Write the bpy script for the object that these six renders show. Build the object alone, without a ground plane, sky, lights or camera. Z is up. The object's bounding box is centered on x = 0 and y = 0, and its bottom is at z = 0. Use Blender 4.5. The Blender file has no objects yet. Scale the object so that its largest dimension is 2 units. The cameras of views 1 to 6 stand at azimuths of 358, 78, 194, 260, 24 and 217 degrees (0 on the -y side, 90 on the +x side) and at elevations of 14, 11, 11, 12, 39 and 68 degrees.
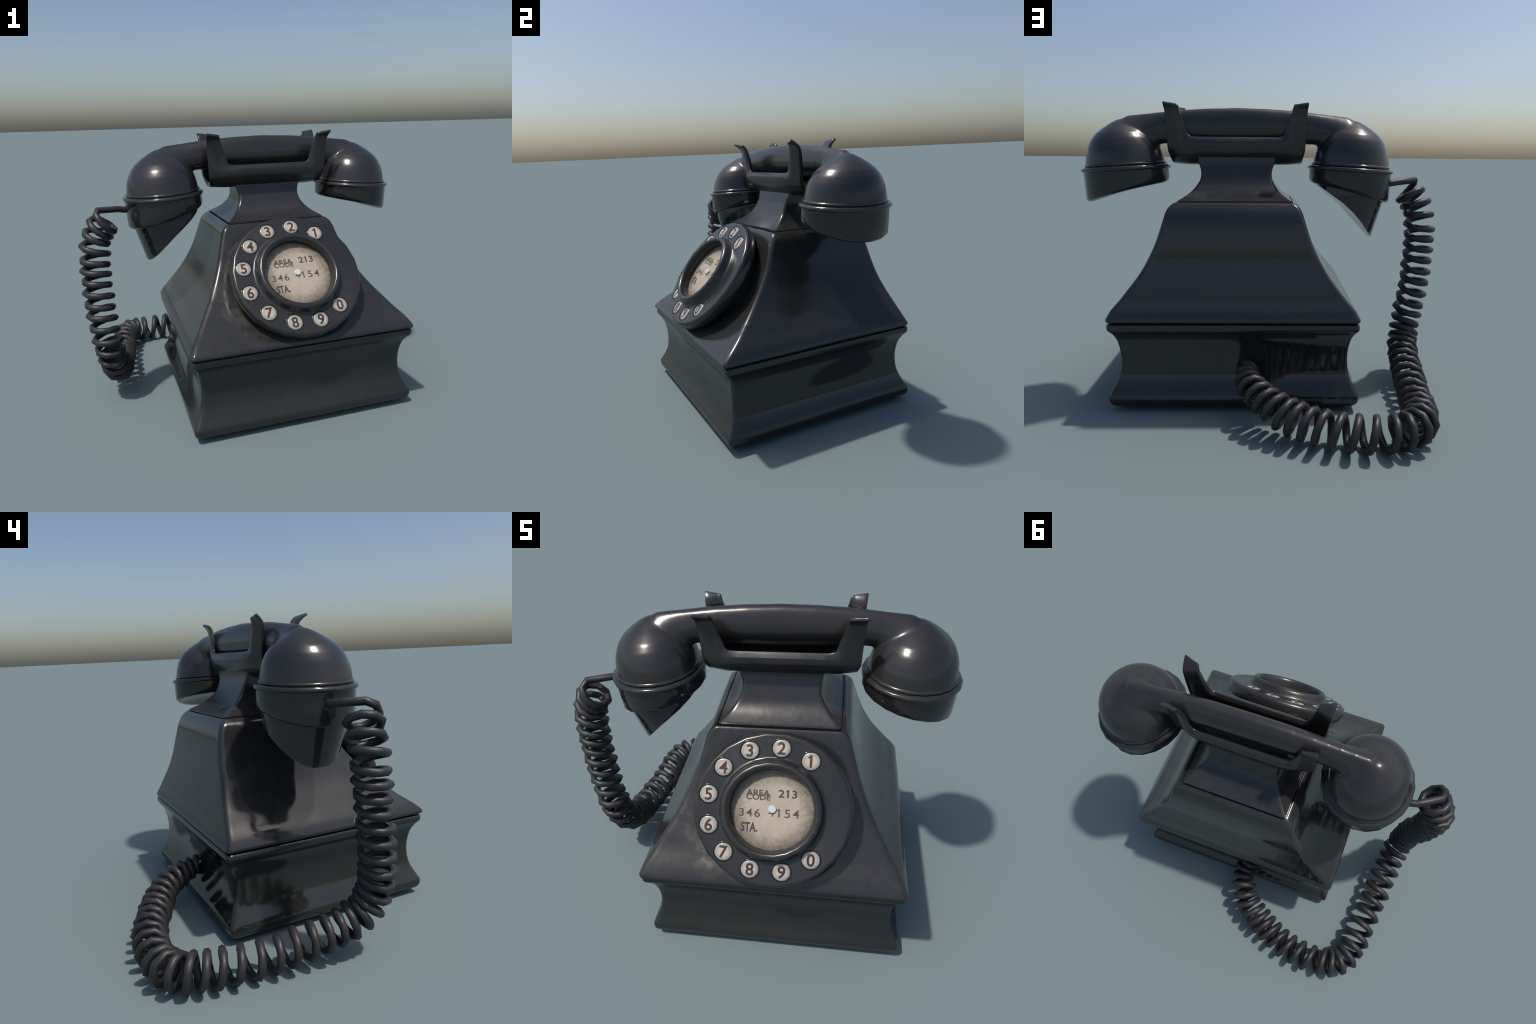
import bpy, bmesh, math, random
from mathutils import Vector, Matrix

random.seed(7)

# ------------------------------------------------------------------ frame
YAW = math.radians(15.0)
CX = 0.170                      # body centre, along the body's own x axis
ROOT_AT = Vector((math.cos(YAW) * CX, math.sin(YAW) * CX, 0.0))


# ------------------------------------------------------------------ helpers
def lerp(a, b, t):
    return a + (b - a) * t


def interp(x, xs, ys):
    if x <= xs[0]:
        return ys[0]
    for i in range(1, len(xs)):
        if x <= xs[i]:
            return lerp(ys[i - 1], ys[i], (x - xs[i - 1]) / (xs[i] - xs[i - 1]))
    return ys[-1]


def catmull(p0, p1, p2, p3, t):
    return 0.5 * ((2 * p1) + (p2 - p0) * t + (2 * p0 - 5 * p1 + 4 * p2 - p3) * t * t
                  + (3 * p1 - p0 - 3 * p2 + p3) * t ** 3)


def spline(points, steps):
    """Catmull-Rom through the control points (tuples), `steps` per span."""
    pts = [Vector(p) for p in points]
    pts = [2 * pts[0] - pts[1]] + pts + [2 * pts[-1] - pts[-2]]
    out = []
    for i in range(1, len(pts) - 2):
        for k in range(steps):
            out.append(catmull(pts[i - 1], pts[i], pts[i + 1], pts[i + 2], k / steps))
    out.append(pts[-2].copy())
    return out


def new_mesh_object(name, verts, faces, material, parent, smooth=40, matrix=None):
    me = bpy.data.meshes.new(name)
    me.from_pydata([tuple(v) for v in verts], [], faces)
    bm = bmesh.new()
    bm.from_mesh(me)
    bmesh.ops.remove_doubles(bm, verts=bm.verts, dist=1e-5)
    bmesh.ops.recalc_face_normals(bm, faces=bm.faces)
    bm.to_mesh(me)
    bm.free()
    ob = bpy.data.objects.new(name, me)
    finish(ob, material, parent, smooth, matrix)
    return ob


def finish(ob, material, parent, smooth=40, matrix=None):
    if ob.name not in bpy.context.scene.collection.objects:
        bpy.context.scene.collection.objects.link(ob)
    ob.data.materials.clear()
    ob.data.materials.append(material)
    if smooth:
        ob.data.polygons.foreach_set("use_smooth", [True] * len(ob.data.polygons))
        if smooth < 180:
            ob.data.set_sharp_from_angle(angle=math.radians(smooth))
    ob.parent = parent
    if matrix is not None:
        ob.matrix_local = matrix


def apply_modifiers(ob):
    dg = bpy.context.evaluated_depsgraph_get()
    me = bpy.data.meshes.new_from_object(ob.evaluated_get(dg))
    old = ob.data
    ob.modifiers.clear()
    ob.data = me
    bpy.data.meshes.remove(old)


def loft(rings, cap_start=True, cap_end=True):
    """Closed rings of equal length -> verts, faces."""
    n = len(rings[0])
    verts = [v for r in rings for v in r]
    faces = []
    for i in range(len(rings) - 1):
        for j in range(n):
            a, b = i * n + j, i * n + (j + 1) % n
            faces.append((a, b, b + n, a + n))
    if cap_start:
        faces.append(tuple(range(n - 1, -1, -1)))
    if cap_end:
        faces.append(tuple(range((len(rings) - 1) * n, len(rings) * n)))
    return verts, faces


def revolve(profile, segs, phase=0.0, closed=False):
    """(radius, height) profile about z. radius 0 makes a pole."""
    rings = []
    for r, h in profile:
        rings.append([Vector((max(r, 1e-6) * math.cos(phase + math.tau * k / segs),
                              max(r, 1e-6) * math.sin(phase + math.tau * k / segs), h)) for k in range(segs)])
    verts, faces = loft(rings, False, False)
    if closed:
        n, m = segs, len(rings)
        for j in range(n):
            faces.append(((m - 1) * n + j, (m - 1) * n + (j + 1) % n, (j + 1) % n, j))
    return verts, faces


def rounded_rect(hx, yf, yb, z, r, arc=5, support=0.012):
    """Rectangle loop with rounded corners; support points keep the flats flat."""
    pts = []
    for (cx, cy, a0) in ((hx - r, yb - r, 0), (-hx + r, yb - r, 90), (-hx + r, yf + r, 180), (hx - r, yf + r, 270)):
        first = math.radians(a0)
        last = math.radians(a0 + 90)
        d0 = Vector((-math.sin(first), math.cos(first), 0))
        d1 = Vector((-math.sin(last), math.cos(last), 0))
        arcp = [Vector((cx + r * math.cos(lerp(first, last, k / arc)), cy + r * math.sin(lerp(first, last, k / arc)), z))
                for k in range(arc + 1)]
        pts.append(arcp[0] - d0 * support)
        pts += arcp
        pts.append(arcp[-1] + d1 * support)
    return pts


# ------------------------------------------------------------------ materials
def principled(name):
    m = bpy.data.materials.new(name)
    m.use_nodes = True
    return m, m.node_tree, m.node_tree.nodes["Principled BSDF"]


def noise(nt, vec, scale, detail=4, rough=0.6, distortion=0.0):
    n = nt.nodes.new("ShaderNodeTexNoise")
    n.inputs["Scale"].default_value = scale
    n.inputs["Detail"].default_value = detail
    n.inputs["Roughness"].default_value = rough
    n.inputs["Distortion"].default_value = distortion
    nt.links.new(vec, n.inputs["Vector"])
    return n.outputs["Fac"]


def ramp(nt, fac, stops):
    r = nt.nodes.new("ShaderNodeValToRGB")
    el = r.color_ramp.elements
    while len(el) < len(stops):
        el.new(0.5)
    for e, (pos, col) in zip(el, stops):
        e.position = pos
        e.color = (*col, 1) if isinstance(col, tuple) else (col, col, col, 1)
    nt.links.new(fac, r.inputs["Fac"])
    return r.outputs["Color"]


def mixc(nt, fac, a, b, mode="MIX"):
    m = nt.nodes.new("ShaderNodeMix")
    m.data_type = "RGBA"
    m.blend_type = mode
    for sock, val in ((m.inputs["Factor"], fac), (m.inputs[6], a), (m.inputs[7], b)):
        if hasattr(val, "is_output"):
            nt.links.new(val, sock)
        elif isinstance(val, tuple):
            sock.default_value = (*val, 1)
        else:
            sock.default_value = val
    return m.outputs[2]


def math_node(nt, op, a, b=None, clamp=False):
    m = nt.nodes.new("ShaderNodeMath")
    m.operation = op
    m.use_clamp = clamp
    for i, val in enumerate((a, b)):
        if val is None:
            continue
        if hasattr(val, "is_output"):
            nt.links.new(val, m.inputs[i])
        else:
            m.inputs[i].default_value = val
    return m.outputs[0]


def bakelite(name, base=(0.0185, 0.0175, 0.0172), dirt=(0.030, 0.024, 0.016), rough=(0.17, 0.30), seed=0.0,
             dust=0.0, bump_k=1.0, grime_at=None, satin_front=0.0):
    m, nt, bs = principled(name)
    tc = nt.nodes.new("ShaderNodeTexCoord")
    mp = nt.nodes.new("ShaderNodeMapping")
    mp.inputs["Location"].default_value = (seed, seed * 0.7, -seed * 0.4)
    nt.links.new(tc.outputs["Object"], mp.inputs["Vector"])
    v = mp.outputs["Vector"]
    big = noise(nt, v, 2.2, 5, 0.6)
    mid = noise(nt, v, 9.0, 6, 0.65, 0.6)
    fine = noise(nt, v, 70.0, 4, 0.7)
    # streaks: noise stretched along z
    st = nt.nodes.new("ShaderNodeMapping")
    st.inputs["Scale"].default_value = (26, 26, 5)
    nt.links.new(v, st.inputs["Vector"])
    streak = noise(nt, st.outputs["Vector"], 1.0, 5, 0.7, 0.8)
    col = mixc(nt, ramp(nt, big, [(0.35, 0.0), (0.7, 1.0)]), base, tuple(c * 1.35 for c in base))
    dirt_mask = math_node(nt, "MULTIPLY", ramp(nt, mid, [(0.52, 0.0), (0.72, 1.0)]),
                          ramp(nt, big, [(0.45, 0.0), (0.65, 1.0)]))
    col = mixc(nt, math_node(nt, "MULTIPLY", dirt_mask, 0.55), col, dirt)
    # tiny pale scuffs
    vor = nt.nodes.new("ShaderNodeTexVoronoi")
    vor.inputs["Scale"].default_value = 38.0
    nt.links.new(v, vor.inputs["Vector"])
    scuff = math_node(nt, "MULTIPLY", ramp(nt, vor.outputs["Distance"], [(0.02, 1.0), (0.07, 0.0)]),
                      ramp(nt, mid, [(0.55, 0.0), (0.62, 1.0)]))
    col = mixc(nt, math_node(nt, "MULTIPLY", scuff, 0.5), col, (0.07, 0.07, 0.072))
    if dust:
        geo = nt.nodes.new("ShaderNodeNewGeometry")
        sep = nt.nodes.new("ShaderNodeSeparateXYZ")
        nt.links.new(geo.outputs["Normal"], sep.inputs[0])
        up = ramp(nt, sep.outputs["Z"], [(0.3, 0.0), (0.9, 1.0)])
        dm = math_node(nt, "MULTIPLY", math_node(nt, "MULTIPLY", up, dust),
                       ramp(nt, streak, [(0.4, 0.2), (0.65, 1.0)]))
        col = mixc(nt, dm, col, (0.06, 0.065, 0.07))
    grime = None
    if grime_at:
        ds = nt.nodes.new("ShaderNodeVectorMath")
        ds.operation = "DISTANCE"
        nt.links.new(tc.outputs["Object"], ds.inputs[0])
        ds.inputs[1].default_value = grime_at
        band = ramp(nt, ds.outputs["Value"], [(0.30, 0.0), (0.36, 1.0), (0.40, 1.0), (0.50, 0.0)])
        sx = nt.nodes.new("ShaderNodeSeparateXYZ")
        nt.links.new(tc.outputs["Object"], sx.inputs[0])
        left = ramp(nt, math_node(nt, "ADD", sx.outputs["X"], 0.5), [(0.15, 1.0), (0.55, 0.15)])
        grime = math_node(nt, "MULTIPLY", math_node(nt, "MULTIPLY", band, left), ramp(nt, mid, [(0.40, 0.0), (0.62, 1.0)]))
        col = mixc(nt, math_node(nt, "MULTIPLY", grime, 0.55), col, (0.040, 0.036, 0.028))
    # worn edges catch a little more brown-grey
    geo2 = nt.nodes.new("ShaderNodeNewGeometry")
    edge = ramp(nt, geo2.outputs["Pointiness"], [(0.54, 0.0), (0.62, 1.0)])
    col = mixc(nt, math_node(nt, "MULTIPLY", edge, 0.5), col, (0.045, 0.040, 0.034))
    nt.links.new(col, bs.inputs["Base Color"])
    r = nt.nodes.new("ShaderNodeMapRange")
    r.inputs["From Min"].default_value = 0.35
    r.inputs["From Max"].default_value = 0.68
    r.inputs["To Min"].default_value = rough[0]
    r.inputs["To Max"].default_value = rough[1]
    nt.links.new(mixc(nt, 0.35, big, streak), r.inputs["Value"])
    r2 = math_node(nt, "ADD", r.outputs[0], math_node(nt, "MULTIPLY", dirt_mask, 0.16))
    if satin_front:
        # handled front is duller than the sides and the back
        fy = nt.nodes.new("ShaderNodeSeparateXYZ")
        nt.links.new(tc.outputs["Object"], fy.inputs[0])
        front = ramp(nt, math_node(nt, "MULTIPLY", fy.outputs["Y"], -1.0), [(0.45, 0.0), (0.66, 1.0)])
        r2 = math_node(nt, "ADD", r2, math_node(nt, "MULTIPLY", front, satin_front))
    if grime is not None:
        r2 = math_node(nt, "ADD", r2, math_node(nt, "MULTIPLY", grime, 0.25))
    nt.links.new(r2, bs.inputs["Roughness"])
    bs.inputs["Specular IOR Level"].default_value = 0.6
    bump = nt.nodes.new("ShaderNodeBump")
    bump.inputs["Strength"].default_value = 0.05 * bump_k
    bump.inputs["Distance"].default_value = 0.004
    nt.links.new(mixc(nt, 0.3, mid, fine), bump.inputs["Height"])
    nt.links.new(bump.outputs["Normal"], bs.inputs["Normal"])
    return m


def plain(name, col, rough, metallic=0.0):
    m, nt, bs = principled(name)
    bs.inputs["Base Color"].default_value = (*col, 1)
    bs.inputs["Roughness"].default_value = rough
    bs.inputs["Metallic"].default_value = metallic
    return m


def rubber(name):
    m, nt, bs = principled(name)
    tc = nt.nodes.new("ShaderNodeTexCoord")
    f = noise(nt, tc.outputs["Object"], 14.0, 5, 0.6)
    nt.links.new(ramp(nt, f, [(0.3, (0.017, 0.016, 0.0165)), (0.75, (0.033, 0.031, 0.031))]), bs.inputs["Base Color"])
    nt.links.new(ramp(nt, f, [(0.3, 0.42), (0.7, 0.55)]), bs.inputs["Roughness"])
    return m


def radial(nt, radius):
    """0 at the object's axis, 1 at `radius` (Object coordinates)."""
    tc = nt.nodes.new("ShaderNodeTexCoord")
    mp = nt.nodes.new("ShaderNodeMapping")
    mp.inputs["Scale"].default_value = (1 / radius, 1 / radius, 0)
    nt.links.new(tc.outputs["Object"], mp.inputs["Vector"])
    ln = nt.nodes.new("ShaderNodeVectorMath")
    ln.operation = "LENGTH"
    nt.links.new(mp.outputs["Vector"], ln.inputs[0])
    return tc, ln.outputs["Value"]


def button_material():
    m, nt, bs = principled("button_enamel")
    tc, d = radial(nt, 0.0432)
    f = noise(nt, tc.outputs["Object"], 45.0, 4, 0.6)
    info = nt.nodes.new("ShaderNodeObjectInfo")
    d2 = math_node(nt, "ADD", d, math_node(nt, "MULTIPLY", math_node(nt, "SUBTRACT", f, 0.5), 0.22))
    inner = mixc(nt, info.outputs["Random"], (0.52, 0.38, 0.31), (0.52, 0.42, 0.31))
    body = ramp(nt, d2, [(0.0, 0.0), (0.52, 0.0), (0.74, 1.0)])
    col = mixc(nt, body, inner, (0.30, 0.31, 0.275))
    col = mixc(nt, ramp(nt, d2, [(0.90, 0.0), (1.02, 1.0)]), col, (0.05, 0.05, 0.045))
    nt.links.new(col, bs.inputs["Base Color"])
    bs.inputs["Roughness"].default_value = 0.3
    return m


def card_material():
    m, nt, bs = principled("aged_card")
    tc, d = radial(nt, 0.195)
    v = tc.outputs["Object"]
    f = noise(nt, v, 9.0, 6, 0.65)
    sp = noise(nt, v, 60.0, 4, 0.75)
    col = ramp(nt, f, [(0.3, (0.36, 0.295, 0.225)), (0.7, (0.46, 0.385, 0.30))])
    # brown stain towards the lower right, darker staining towards the rim
    off = nt.nodes.new("ShaderNodeMapping")
    off.inputs["Location"].default_value = (-0.09, 0.12, 0)
    nt.links.new(v, off.inputs["Vector"])
    stain = ramp(nt, noise(nt, off.outputs["Vector"], 7.0, 6, 0.7), [(0.52, 0.0), (0.70, 1.0)])
    stain = math_node(nt, "MULTIPLY", stain, ramp(nt, d, [(0.45, 0.0), (0.85, 0.6)]))
    col = mixc(nt, stain, col, (0.25, 0.15, 0.085))
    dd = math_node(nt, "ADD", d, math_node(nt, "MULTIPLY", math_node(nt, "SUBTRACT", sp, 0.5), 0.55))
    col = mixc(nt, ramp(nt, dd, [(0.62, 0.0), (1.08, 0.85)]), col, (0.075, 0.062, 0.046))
    sep = nt.nodes.new("ShaderNodeSeparateXYZ")
    nt.links.new(v, sep.inputs[0])
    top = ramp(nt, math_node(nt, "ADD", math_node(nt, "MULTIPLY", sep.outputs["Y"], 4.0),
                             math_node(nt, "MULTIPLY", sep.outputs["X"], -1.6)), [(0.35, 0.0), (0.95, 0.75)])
    col = mixc(nt, math_node(nt, "MULTIPLY", top, ramp(nt, sp, [(0.3, 0.6), (0.6, 1.0)])), col, (0.13, 0.12, 0.10))  # darker, mottled grey towards the card's upper left
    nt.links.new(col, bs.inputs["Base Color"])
    bs.inputs["Roughness"].default_value = 0.6
    return m


MAT_BASE = bakelite("bakelite_base", base=(0.0152, 0.0160, 0.0152), rough=(0.035, 0.12), bump_k=0.5, satin_front=0.20, seed=1.3)
MAT_HOOD = bakelite("bakelite_hood", base=(0.0184, 0.0182, 0.0178), rough=(0.04, 0.22), bump_k=0.5, grime_at=(-0.03, -0.50, 0.80), seed=4.1, dust=0.25)
MAT_NECK = bakelite("bakelite_neck", base=(0.0205, 0.0196, 0.0196), rough=(0.15, 0.29), seed=7.7, dust=0.25)
MAT_CRADLE = bakelite("bakelite_cradle", rough=(0.17, 0.30), seed=10.2)
MAT_HANDSET = bakelite("bakelite_handset", base=(0.0215, 0.0203, 0.0205), rough=(0.18, 0.28), seed=13.9)
MAT_RIM = bakelite("bakelite_rim", rough=(0.12, 0.22), seed=15.2, bump_k=0.3)
MAT_CUP = bakelite("bakelite_cup", rough=(0.07, 0.16), seed=17.0)
MAT_DIAL = bakelite("bakelite_dial", base=(0.0195, 0.0190, 0.0188), rough=(0.18, 0.36), seed=21.5)
MAT_CORD = rubber("rubber_cord")
MAT_BUTTON = button_material()
MAT_CARD = card_material()
MAT_INK = plain("printed_ink", (0.030, 0.024, 0.025), 0.6)
MAT_DIGIT, _nt, _bs = principled("digit_ink")
_info = _nt.nodes.new("ShaderNodeObjectInfo")
_nt.links.new(mixc(_nt, _info.outputs["Random"], (0.028, 0.024, 0.026), (0.050, 0.022, 0.021)), _bs.inputs["Base Color"])
_bs.inputs["Roughness"].default_value = 0.5
MAT_WORN = plain("worn_ink", (0.050, 0.043, 0.038), 0.7)
MAT_FADED = plain("faded_ink", (0.078, 0.063, 0.052), 0.7)
MAT_PIN = plain("steel_pin", (0.52, 0.56, 0.62), 0.45, 0.0)

# ------------------------------------------------------------------ the thing
root = bpy.data.objects.new("rotary_telephone", None)
bpy.context.scene.collection.objects.link(root)
root.location = ROOT_AT
root.rotation_euler = (0, 0, YAW)
root["label"] = "old black rotary dial telephone with handset and coiled cord"
root["category"] = "rotary telephone"

# ------------------------------------------------------------------ base: waisted box
BASE_HX, BASE_YF, BASE_YB = 0.660, -0.724, 0.494
# (z, inset from the widest outline)
base_profile = [(0.028, 0.060), (0.028, 0.020), (0.034, 0.012), (0.048, 0.003), (0.062, 0.0), (0.080, 0.0), (0.090, 0.003),
                (0.110, 0.014), (0.133, 0.026), (0.160, 0.038), (0.191, 0.048), (0.225, 0.054), (0.269, 0.057),
                (0.305, 0.056), (0.341, 0.052), (0.375, 0.045), (0.400, 0.036), (0.425, 0.022), (0.440, 0.010),
                (0.446, 0.006), (0.456, 0.004), (0.470, 0.004), (0.477, 0.007), (0.480, 0.013), (0.480, 0.08)]
rings = []
for z, d in base_profile:
    rings.append(rounded_rect(BASE_HX - d, BASE_YF + d, BASE_YB - d, z, 0.021))
v, f = loft(rings)
base = new_mesh_object("base", v, f, MAT_BASE, root, 55)

# ------------------------------------------------------------------ hood: concave pyramid
# (z, half width, front y, back y)
hood_ctrl = [(0.520, 0.652, -0.718, 0.483), (0.550, 0.634, -0.682, 0.472), (0.600, 0.590, -0.614, 0.461),
             (0.650, 0.551, -0.558, 0.448), (0.700, 0.512, -0.503, 0.436), (0.750, 0.478, -0.453, 0.425),
             (0.800, 0.450, -0.411, 0.415), (0.850, 0.425, -0.374, 0.409), (0.900, 0.404, -0.341, 0.402),
             (0.950, 0.387, -0.316, 0.394), (1.000, 0.371, -0.293, 0.385), (1.040, 0.359, -0.274, 0.372)]
hood_levels = [(0.486, 0.60, -0.66, 0.43), (0.486, 0.645, -0.712, 0.478), (0.489, 0.656, -0.726, 0.488),
               (0.497, 0.660, -0.732, 0.491), (0.507, 0.659, -0.730, 0.489)]
hood_levels += [tuple(p) for p in (tuple(q) for q in [])]


def spline4(ctrl, steps):
    c = [ctrl[0]] + list(ctrl) + [ctrl[-1]]
    c[0] = tuple(2 * a - b for a, b in zip(ctrl[0], ctrl[1]))
    c[-1] = tuple(2 * a - b for a, b in zip(ctrl[-1], ctrl[-2]))
    out = []
    for i in range(1, len(c) - 2):
        for k in range(steps):
            out.append(tuple(catmull(c[i - 1][n], c[i][n], c[i + 1][n], c[i + 2][n], k / steps) for n in range(4)))
    out.append(tuple(ctrl[-1]))
    return out


hood_levels += spline4(hood_ctrl, 3)
hood_levels += [(1.056, 0.352, -0.266, 0.365), (1.070, 0.343, -0.258, 0.355), (1.083, 0.330, -0.249, 0.344),
                (1.091, 0.320, -0.243, 0.337), (1.094, 0.311, -0.238, 0.332), (1.0945, 0.309, -0.2365, 0.3305),
                (1.091, 0.3065, -0.2345, 0.3285), (1.080, 0.306, -0.234, 0.328), (1.080, 0.26, -0.18, 0.28)]
rings = [rounded_rect(hx, yf, yb, z, 0.024 if z < 1.07 else 0.018) for z, hx, yf, yb in hood_levels]
v, f = loft(rings)
hood = new_mesh_object("hood", v, f, MAT_HOOD, root, 55)

# ------------------------------------------------------------------ neck between hood and cradle
neck_ctrl = [(1.104, 0.2995, -0.2280, 0.3225), (1.111, 0.287, -0.211, 0.308), (1.138, 0.248, -0.165, 0.255),
             (1.173, 0.217, -0.125, 0.208), (1.212, 0.197, -0.100, 0.174), (1.250, 0.195, -0.080, 0.155),
             (1.285, 0.205, -0.066, 0.143), (1.312, 0.2165, -0.060, 0.139)]
levels = [(1.082, 0.2975, -0.2265, 0.321), (1.092, 0.2995, -0.2280, 0.3225)] + spline4(neck_ctrl, 4) + [(1.33, 0.2165, -0.060, 0.139)]
rings = [rounded_rect(hx, yf, yb, z, 0.014, 4, 0.008) for z, hx, yf, yb in levels]
v, f = loft(rings)
neck = new_mesh_object("neck", v, f, MAT_NECK, root, 60)

# ------------------------------------------------------------------ cradle: trough with four prongs
# stations along a plate: (inner edge x, inner edge z, outer edge x, outer edge z)
half = [(-0.314, 1.6120, -0.394, 1.6240), (-0.310, 1.600, -0.392, 1.608), (-0.306, 1.584, -0.389, 1.588),
        (-0.302, 1.568, -0.386, 1.566), (-0.294, 1.53, -0.381, 1.52), (-0.285, 1.495, -0.378, 1.478),
        (-0.276, 1.462, -0.375, 1.43), (-0.268, 1.445, -0.3735, 1.39), (-0.252, 1.429, -0.371, 1.368),
        (-0.228, 1.421, -0.352, 1.352), (-0.19, 1.419, -0.27, 1.350), (-0.09, 1.419, -0.13, 1.349)]
stations = half + [(0.0, 1.419, 0.0, 1.349)] + [(-a, b, -c, d) for a, b, c, d in reversed(half)]
TIP_Z = [1.44, 1.48, 1.52, 1.555, 1.58, 1.60, 1.622]
FLARE_FRONT = [0.0, 0.003, 0.007, 0.011, 0.021, 0.041, 0.084]
FLARE_BACK = [0.0, 0.001, 0.002, 0.004, 0.010, 0.024, 0.053]


def plate_y(x, z, side):
    """Outer face of the front (side=-1) or back (side=1) plate: flat middle, wings bent
    inwards at both ends, prongs flaring outwards, lower edge curling under."""
    end = min(1.0, max(0.0, (abs(x) - 0.235) / 0.15))
    end = end * end * (3 - 2 * end) * 0.5 + end * 0.5
    mid_y, end_y = (0.112, 0.078) if side < 0 else (0.120, 0.078)
    y = lerp(mid_y, end_y, end)
    y += interp(z, TIP_Z, FLARE_FRONT if side < 0 else FLARE_BACK) * lerp(0.72, 1.0, min(1, max(0, (abs(x) - 0.30) / 0.09)))
    if z < 1.392:
        y -= (1.392 - z) ** 2 * 11.0
    return 0.020 + side * y


verts, faces = [], []
ROW_T = [0.0, 0.06, 0.13, 0.22, 0.32, 0.5, 0.75, 1.0]


def add_grid(grid):
    start = len(verts)
    w = len(grid[0])
    for row in grid:
        verts.extend(row)
    for i in range(len(grid) - 1):
        for j in range(w - 1):
            a = start + i * w + j
            faces.append((a, a + 1, a + w + 1, a + w))


for side in (-1, 1):
    grid = []
    for ix, iz, ox, oz in stations:
        row = []
        for t in ROW_T:
            drop = 0.009 if side < 0 and iz < 1.45 else 0.0
            x, z = lerp(ix, ox, t), lerp(iz - drop, oz, t)
            # the inner edge of the U is chamfered
            gap = min(1.0, t / 0.22)
            inset = 0.016 * (1 - gap) * min(1.0, max(0.3, (1.60 - iz) / 0.12))
            row.append(Vector((x, plate_y(x, z, side) - side * inset, z)))
        grid.append(row)
    add_grid(grid)
# floor joins the two lower edges, under the handset
floor = [s for s in stations if s[3] < 1.372]
grid = []
for ix, iz, ox, oz in floor:
    yf, yb = plate_y(ox, oz, -1), plate_y(ox, oz, 1)
    row = []
    for k in range(11):
        t = k / 10
        s = abs(2 * t - 1)
        zf = 1.316 + 0.008 * max(0, (abs(ox) - 0.32) / 0.05) + (oz - 1.316) * s ** 3.6
        row.append(Vector((ox * (1 - 0.03 * (1 - s ** 4)) if abs(ox) > 0.34 else ox, lerp(yf, yb, t), zf if 0 < k < 10 else oz)))
    grid.append(row)
add_grid(grid)
cradle = new_mesh_object("cradle", verts, faces, MAT_CRADLE, root, 60)
sol = cradle.modifiers.new("thickness", "SOLIDIFY")
sol.thickness = 0.028
vg = cradle.vertex_groups.new(name="thickness")
for vert in cradle.data.vertices:
    vg.add([vert.index], interp(vert.co.z, [1.50, 1.57, 1.61], [1.0, 0.85, 0.55]), "REPLACE")
sol.vertex_group = "thickness"
sol.offset = -1.0
sol.use_even_offset = False
apply_modifiers(cradle)
bev = cradle.modifiers.new("rounded_edges", "BEVEL")
bev.width = 0.0045
bev.segments = 3
bev.limit_method = "ANGLE"
bev.angle_limit = math.radians(50)
apply_modifiers(cradle)
finish(cradle, MAT_CRADLE, root, 33)

# ------------------------------------------------------------------ dial
DIAL_N = Vector((0, -0.778, 0.628)).normalized()
DIAL_U = Vector((1, 0, 0))
DIAL_V = DIAL_N.cross(DIAL_U)
dial_matrix = Matrix.Translation((0.002, -0.552, 0.851)) @ Matrix((DIAL_U, DIAL_V, DIAL_N)).transposed().to_4x4() @ Matrix.Diagonal((1.022, 0.988, 1.0, 1.0))
SEG = 24
# backing pedestal, finger plate and raised collar in one revolved section
plate_profile = [(0.285, -0.26), (0.285, -0.092), (0.300, -0.090), (0.340, -0.089), (0.354, -0.084), (0.364, -0.072),
                 (0.3735, -0.052), (0.3735, -0.024), (0.3715, -0.014), (0.367, -0.006), (0.361, -0.0015), (0.355, 0.0), (0.351, 0.0),
                 (0.2575, 0.0), (0.254, 0.0), (0.249, 0.0015), (0.244, 0.005), (0.239, 0.013), (0.235, 0.030), (0.232, 0.041),
                 (0.226, 0.049), (0.216, 0.0525), (0.206, 0.050), (0.200, 0.043), (0.197, 0.033), (0.194, 0.010),
                 (0.192, -0.028)]
v, f = revolve(plate_profile, SEG, math.radians(7.5))
dial = new_mesh_object("dial", v, f, MAT_DIAL, root, 180, dial_matrix)
digits = "1234567890"
spots = []
for k, ch in enumerate(digits):
    a = math.radians(54.0 + 28.65 * k)
    spots.append((ch, -0.008 + 0.297 * math.cos(a), 0.297 * math.sin(a)))
# wells for the number buttons
verts, faces = [], []
for ch, x, y in spots:
    cv, cf = loft([[Vector((x + 0.0465 * math.cos(math.tau * i / 28), y + 0.0465 * math.sin(math.tau * i / 28), h))
                    for i in range(28)] for h in (-0.012, 0.02)])
    faces += [tuple(i + len(verts) for i in q) for q in cf]
    verts += cv
cutter = new_mesh_object("cutter", verts, faces, MAT_DIAL, root, 0, dial_matrix)
bpy.context.view_layer.update()
cut = dial.modifiers.new("wells", "BOOLEAN")
cut.object = cutter
cut.operation = "DIFFERENCE"
cut.solver = "EXACT"
apply_modifiers(dial)
bpy.data.objects.remove(cutter)
finish(dial, MAT_DIAL, root, 38)

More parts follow.
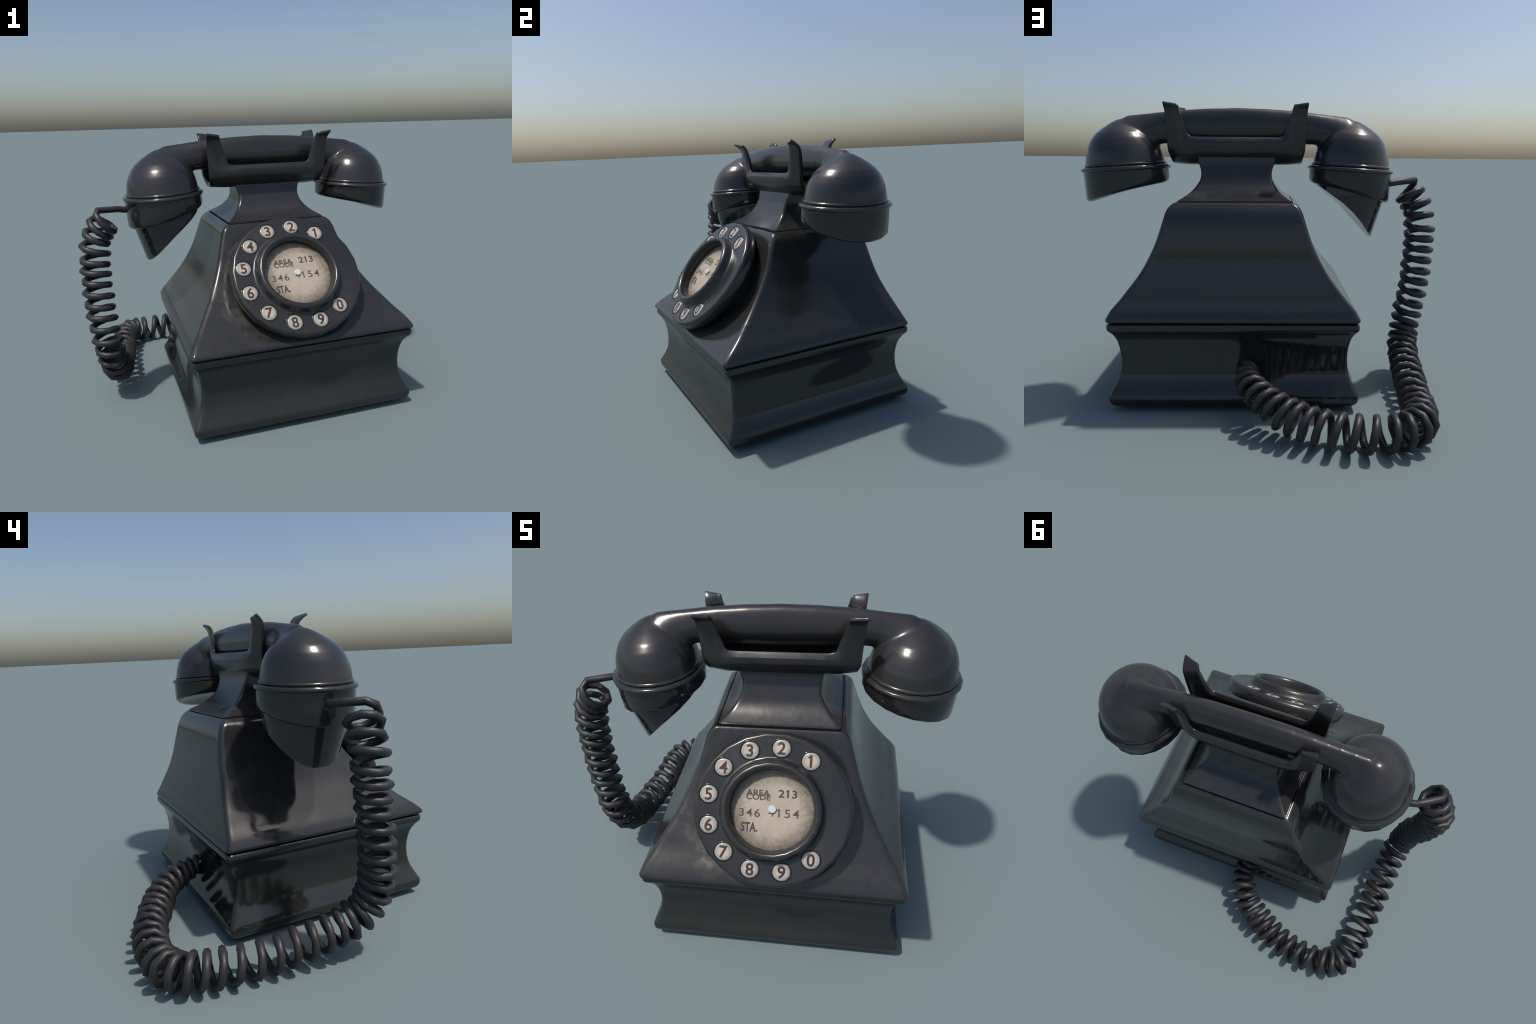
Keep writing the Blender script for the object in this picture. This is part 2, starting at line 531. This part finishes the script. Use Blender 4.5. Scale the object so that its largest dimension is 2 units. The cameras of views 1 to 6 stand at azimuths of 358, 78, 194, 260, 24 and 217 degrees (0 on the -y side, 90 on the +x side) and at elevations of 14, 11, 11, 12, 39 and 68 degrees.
v, f = revolve([(0.0, 0.0012), (0.020, 0.0011), (0.032, 0.0008), (0.0400, -0.0002), (0.0428, -0.0025), (0.0435, -0.0105), (0.0, -0.0105)], 32)
button_src = new_mesh_object("number_button", v, f, MAT_BUTTON, dial, 60)
v, f = revolve([(0.0432, -0.009), (0.0436, -0.0050), (0.0446, -0.0032), (0.0456, -0.0004), (0.0468, 0.0018), (0.0486, 0.0016), (0.0505, -0.0015)], 32)
bezel_src = new_mesh_object("button_bezel", v, f, MAT_CUP, dial, 60)


def lettering(name, text, height, x, y, z, parent, material, bold=0.0, squeeze=1.0, spacing=1.0, depth=0.0008, flag=None):
    """Text object turned to a mesh, centred on (x, y), `height` tall."""
    cu = bpy.data.curves.new(name, "FONT")
    cu.body = text
    cu.size = height / 0.70
    cu.align_x, cu.align_y = "CENTER", "CENTER"
    cu.space_character = spacing
    cu.offset = bold * height
    cu.extrude = depth
    cu.resolution_u = 6
    tmp = bpy.data.objects.new(name + "_text", cu)
    bpy.context.scene.collection.objects.link(tmp)
    dg = bpy.context.evaluated_depsgraph_get()
    me = bpy.data.meshes.new_from_object(tmp.evaluated_get(dg))
    bpy.data.objects.remove(tmp)
    bpy.data.curves.remove(cu)
    xs = [p.co.x for p in me.vertices]
    ys = [p.co.y for p in me.vertices]
    mx, my = (min(xs) + max(xs)) / 2, (min(ys) + max(ys)) / 2
    for p in me.vertices:
        p.co.x = (p.co.x - mx) * squeeze
        p.co.y -= my
    if flag is not None:
        # the built-in font has a bare stroke for 1: give it the slanted flag of the print
        lo, hi = min(p.co.x for p in me.vertices), max(p.co.x for p in me.vertices)
        w = 0.13 * height
        edge = (lo + hi) / 2 - w / 2 if flag == "middle" else lo
        bm = bmesh.new()
        bm.from_mesh(me)
        shape = [(edge + w * 0.6, height / 2), (edge, height / 2), (edge - 0.20 * height, height * 0.33),
                 (edge - 0.15 * height, height * 0.22), (edge + w * 0.3, height * 0.34)]
        low = [bm.verts.new((px, py, -depth * 0.9)) for px, py in shape]
        top = [bm.verts.new((px, py, depth * 0.9)) for px, py in shape]
        bm.faces.new(top)
        bm.faces.new(low[::-1])
        for i in range(5):
            j = (i + 1) % 5
            bm.faces.new((low[i], low[j], top[j], top[i]))
        bmesh.ops.recalc_face_normals(bm, faces=bm.faces)
        bm.to_mesh(me)
        bm.free()
    ob = bpy.data.objects.new(name, me)
    finish(ob, material, parent, 0, Matrix.Translation((x, y, z)))
    return ob


for k, (ch, x, y) in enumerate(spots):
    tilt = Matrix.Rotation(random.uniform(-0.05, 0.05), 4, "Z")
    if k == 0:
        b, z = button_src, bezel_src
    else:
        b, z = button_src.copy(), bezel_src.copy()
        bpy.context.scene.collection.objects.link(b)
        bpy.context.scene.collection.objects.link(z)
    b.matrix_local = Matrix.Translation((x, y, 0))
    z.matrix_local = Matrix.Translation((x, y, 0))
    d = lettering("digit", ch, 0.056, x, y, 0.0012, dial, MAT_DIGIT, bold=0.027, squeeze=0.98, flag="middle" if ch == "1" else None)
    d.matrix_local = Matrix.Translation((x, y, 0.0012)) @ tilt

v, f = revolve([(0.0, -0.009), (0.10, -0.0092), (0.1945, -0.0105), (0.1945, -0.018), (0.0, -0.018)], 48)
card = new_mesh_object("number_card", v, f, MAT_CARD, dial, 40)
LZ = -0.0096
lettering("card_lettering", "AREA", 0.029, -0.068, 0.0785, LZ, dial, MAT_FADED, 0.042, 1.05, 1.02)
lettering("card_lettering", "CODE", 0.027, -0.066, 0.0585, LZ - 0.0002, dial, MAT_FADED, 0.042, 1.05, 1.02)
lettering("card_lettering", "213", 0.036, 0.069, 0.080, LZ, dial, MAT_WORN, 0.03, 1.12, 1.05, flag="middle")
lettering("card_lettering", "346", 0.038, -0.103, -0.018, LZ, dial, MAT_FADED, 0.012, 1.1, 1.22)
lettering("card_lettering", "4", 0.036, -0.002, -0.012, LZ, dial, MAT_FADED, 0.01, 1.1, 1.2)
lettering("card_lettering", "154", 0.040, 0.078, -0.0125, LZ, dial, MAT_FADED, 0.012, 1.1, 1.25, flag="left")
lettering("card_lettering", "STA.", 0.041, -0.102, -0.086, LZ, dial, MAT_WORN, 0.045, 0.66, 1.04)
v, f = revolve([(0.0, 0.0), (0.0150, -0.0002), (0.0178, -0.002), (0.0190, -0.005), (0.0190, -0.012)], 20)
pin = new_mesh_object("centre_pin", v, f, MAT_PIN, dial, 20, Matrix.Translation((0.002, 0.004, 0)))

# ------------------------------------------------------------------ handset
HS = Matrix.Translation((-0.008, 0.036, 0)) @ Matrix.Rotation(math.radians(1.0), 4, "Z")
REACH = 0.636                                   # handle centre to cup axis
# handle spine: x, top z, bottom z, half width
handle_ctrl = [(0.0, 1.599, 1.390, 0.061), (0.16, 1.595, 1.394, 0.061), (0.32, 1.585, 1.400, 0.060),
               (0.42, 1.574, 1.400, 0.060), (0.48, 1.567, 1.392, 0.066), (0.53, 1.5615, 1.384, 0.078),
               (0.575, 1.557, 1.375, 0.096), (0.615, 1.552, 1.37, 0.112), (0.650, 1.532, 1.38, 0.112)]
HANDLE_BACK = 0.022
full = [(-a, b, c, d) for a, b, c, d in reversed(handle_ctrl[1:])] + handle_ctrl
rings = []
for x, zt, zb, hw in full:
    zc, hz = (zt + zb) / 2, (zt - zb) / 2
    ring = []
    for k in range(24):
        a = math.tau * k / 24
        c, s = math.cos(a), math.sin(a)
        w = hw * math.copysign(abs(c) ** 0.9, c) * (1 - interp(abs(x), [0.40, 0.60], [0.12, 0.62]) * max(0.0, s))
        ring.append(Vector((x, HANDLE_BACK + w, zc + hz * math.copysign(abs(s) ** 0.95, s))))
    rings.append(ring)
hv, hf = loft(rings)
dome_profile = [(0.0, 0.2665), (0.025, 0.261), (0.06, 0.245), (0.107, 0.218), (0.150, 0.188), (0.178, 0.156), (0.198, 0.120),
                (0.210, 0.085), (0.217, 0.045), (0.2215, 0.018), (0.222, 0.0), (0.222, -0.035), (0.0, -0.035)]
CUP = []
SQUASH = Matrix.Diagonal((0.985, 1.05, 1.0, 1.0))          # the cups are slightly oval
for sgn in (-1, 1):
    # cup frame: axis leans slightly outward, twisted about the axis
    CUP.append(Matrix.Translation((sgn * REACH, 0, 1.269)) @ Matrix.Rotation(math.radians(3.4 * sgn), 4, "Y") @ SQUASH)
dv, df = revolve(dome_profile, 40)
allv, allf = list(hv), list(hf)
for M in CUP:
    o = len(allv)
    # the crown leans back towards the line of the handle
    allv += [M @ p + Vector((0, HANDLE_BACK * 0.9 * max(0.0, p.z / 0.27) ** 2, 0)) for p in dv]
    allf += [tuple(i + o for i in q) for q in df]
handset = new_mesh_object("handset", allv, allf, MAT_HANDSET, root, 180, HS)
rm = handset.modifiers.new("fuse", "REMESH")
rm.mode = "VOXEL"
rm.voxel_size = 0.0075
sm = handset.modifiers.new("fair", "SMOOTH")
sm.factor = 0.5
sm.iterations = 14
apply_modifiers(handset)
finish(handset, MAT_HANDSET, root, 180, HS)

TWIST = math.radians(2.0)
CUPSEG = 20
bead = [(0.214, 0.030), (0.2225, 0.026), (0.2275, 0.021), (0.2290, 0.0165), (0.2270, 0.012), (0.2235, 0.0105)]
flange = [(0.222, 0.0105), (0.2235, 0.0100), (0.2405, 0.0072), (0.2455, 0.003), (0.2485, -0.004), (0.2480, -0.010),
          (0.2440, -0.0145), (0.2390, -0.016), (0.230, -0.017)]


def slanted_z(x, r, lift=0.0):
    """Lower edge of the cups: longer on the outer side, slightly saddle shaped."""
    t = x / 0.236
    return lerp(-0.071, -0.167, (t + 1) / 2) + 0.014 * (1 - t * t) + lift


def cup_shell(scoop):
    """Wall with a slanted lower edge, in a frame whose +x is the outer side."""
    rings = []
    spec = [(0.2365, None, 0.0), (0.2365, 0.5, 0.0), (0.2355, 1.0, 0.0), (0.2310, 1.0, -0.010), (0.2220, 1.0, -0.018), (0.2090, 1.0, -0.022)]
    if not scoop:
        spec += [(0.190, 1.0, -0.019), (0.12, 1.0, -0.006), (0.05, 1.0, 0.0), (0.001, 1.0, 0.001)]
    for r, t, lift in spec:
        ring = []
        for k in range(CUPSEG):
            a = math.tau * k / CUPSEG
            x, y = r * math.cos(a), r * math.sin(a)
            low = slanted_z(x, r, lift)
            z = -0.012 if t is None else lerp(-0.012, low, t)
            ring.append(Vector((x, y, z)))
        rings.append(ring)
    return rings


def cap_matrix(sgn):
    M = CUP[0 if sgn < 0 else 1]
    ang = TWIST + (math.pi if sgn < 0 else 0.0)
    return M @ Matrix.Rotation(ang, 4, "Z")


# rims
for sgn, M in zip((-1, 1), CUP):
    name = "rim"
    v, f = revolve(bead, CUPSEG, math.radians(9))
    v2, f2 = revolve(flange, CUPSEG, math.radians(9))
    o = len(v)
    new_mesh_object(name, [M @ p for p in v + v2], f + [tuple(i + o for i in q) for q in f2], MAT_RIM, handset, 50)

# earpiece
rings = cup_shell(False)
v, f = loft(rings, False, True)
earpiece = new_mesh_object("earpiece", [cap_matrix(1) @ p for p in v], f, MAT_CUP, handset, 60)

# mouthpiece: the same wall, and a tapering horn cut off by a scooped opening
rings = cup_shell(True)
horn_r0 = 0.2050
# opening profile (x, z) in the cup frame, from the inner lip to the tip
open_x = [-0.205, -0.17, -0.14, -0.08, -0.030, 0.022, 0.052, 0.098, 0.128, 0.147]
open_z = [-0.086, -0.116, -0.136, -0.172, -0.208, -0.252, -0.283, -0.333, -0.364, -0.384]
STEPS = 9


def horn_radius(z):
    return horn_r0 - max(0.0, (-0.172 - z)) * 0.245


def rim_point(a):
    """Where the horn wall in direction a meets the scooped opening."""
    lo, hi = -0.60, -0.05
    for _ in range(50):
        z = (lo + hi) / 2
        if z < interp(horn_radius(z) * math.cos(a), open_x, open_z):
            lo = z
        else:
            hi = z
    return (lo + hi) / 2


horn = []
for s in range(STEPS + 1):
    ring = []
    for k in range(CUPSEG):
        a = math.tau * k / CUPSEG
        z0 = slanted_z(horn_r0 * math.cos(a), horn_r0, -0.020)
        z1 = min(rim_point(a), z0 - 0.002)
        z = lerp(z0, z1, s / STEPS)
        r = horn_radius(z)
        ring.append(Vector((r * math.cos(a), r * math.sin(a) * lerp(1.0, 1.03, s / STEPS), z)))
    horn.append(ring)
rings += horn
v, f = loft(rings, False, False)
# close the opening with strips running from side to side
n, last = CUPSEG, (len(rings) - 1) * CUPSEG
for k in range(n // 2):
    a, b = last + k, last + k + 1
    c, d = last + (n - k - 1) % n, last + (n - k) % n
    q = (a, b, c, d)
    if k == 0:
        q = (a, b, c)
    elif k == n // 2 - 1:
        q = (a, b, d)
    f.append(q)
mouthpiece = new_mesh_object("mouthpiece", [cap_matrix(-1) @ p for p in v], f, MAT_CUP, handset, 42)

# ------------------------------------------------------------------ coiled cord (world frame, then into the root frame)
axis_ctrl = [(-0.575, -0.371, 1.443), (-0.718, -0.276, 1.22), (-0.858, -0.259, 1.017), (-0.858, -0.294, 0.622),
             (-0.817, -0.308, 0.341), (-0.809, -0.184, 0.18), (-0.874, 0.228, 0.099), (-0.91, 0.566, 0.105),
             (-0.803, 0.686, 0.094), (-0.577, 0.743, 0.097), (-0.341, 0.719, 0.117), (-0.159, 0.655, 0.17),
             (-0.045, 0.535, 0.205), (-0.022, 0.417, 0.253)]
line = spline(axis_ctrl, 60)
length = [0.0]
for a, b in zip(line[:-1], line[1:]):
    length.append(length[-1] + (b - a).length)
frames = []
nrm = None
for i, p in enumerate(line):
    t = (line[min(i + 1, len(line) - 1)] - line[max(i - 1, 0)]).normalized()
    if nrm is None:
        nrm = t.cross(Vector((1, 0, 0)))
    nrm = (nrm - t * nrm.dot(t)).normalized()
    frames.append((p, t, nrm.copy(), t.cross(nrm)))
# arc lengths at which each turn comes round to the same side
turns = [0.372, 0.431, 0.491, 0.556, 0.637, 0.695, 0.759, 0.826, 0.898, 0.965, 1.039, 1.115, 1.179, 1.246, 1.302, 1.358,
         1.427, 1.490, 1.561, 1.642, 1.731, 1.811, 1.901, 1.997, 2.077, 2.144, 2.205, 2.260, 2.318, 2.390, 2.484, 2.563,
         2.642, 2.718, 2.783, 2.846, 2.901, 2.966, 3.022, 3.076, 3.149, 3.205, 3.255, 3.30]
PER_TURN = 8.5
TURN_R, WIRE_R = 0.0750, 0.0197


def at_length(s):
    lo = 0
    hi = len(length) - 1
    while hi - lo > 1:
        m = (lo + hi) // 2
        if length[m] <= s:
            lo = m
        else:
            hi = m
    t = (s - length[lo]) / (length[hi] - length[lo])
    (p0, t0, n0, b0), (p1, t1, n1, b1) = frames[lo], frames[hi]
    return p0.lerp(p1, t), n0.lerp(n1, t).normalized(), b0.lerp(b1, t).normalized()


wire = []
count = len(turns) - 1
for i in range(int(count * PER_TURN) + 1):
    u = i / PER_TURN
    s = interp(u, list(range(count + 1)), turns)
    p, n_, b_ = at_length(s)
    ph = math.radians(108.0) - math.tau * u
    r = TURN_R * (1 + 0.03 * math.sin(2.3 * u) * math.sin(0.7 * u)) * interp(s, [2.9, 3.2, 3.255, 3.30], [1.0, 0.74, 0.62, 0.45])
    wire.append(p + (n_ * math.cos(ph) + b_ * math.sin(ph)) * r)
# lead from the mouthpiece into the first turn, and from the last turn into the base
lead0 = Vector((-0.660, -0.125, 1.186))
first, second = wire[0], wire[1]
lead = [lead0, Vector((-0.700, -0.145, 1.188)), Vector((-0.735, -0.160, 1.195))]
tail_p, _, _ = at_length(3.33)
wire = lead + wire + [wire[-1].lerp(tail_p, 0.6) + Vector((0, 0, 0.01)), Vector((-0.022, 0.40, 0.262))]


def tube(points, radius, sides):
    rings = []
    nrm = None
    for i, p in enumerate(points):
        t = (points[min(i + 1, len(points) - 1)] - points[max(i - 1, 0)]).normalized()
        if nrm is None:
            nrm = t.cross(Vector((0, 0, 1))).normalized()
        nrm = (nrm - t * nrm.dot(t)).normalized()
        b = t.cross(nrm)
        rings.append([p + (nrm * math.cos(math.tau * k / sides) + b * math.sin(math.tau * k / sides)) * radius for k in range(sides)])
    return loft(rings)


v, f = tube(wire, WIRE_R, 7)
to_root = (Matrix.Translation(ROOT_AT) @ Matrix.Rotation(YAW, 4, "Z")).inverted()
v = [to_root @ p for p in v]
cord = new_mesh_object("coiled_cord", v, f, MAT_CORD, root, 180)

bpy.context.view_layer.update()
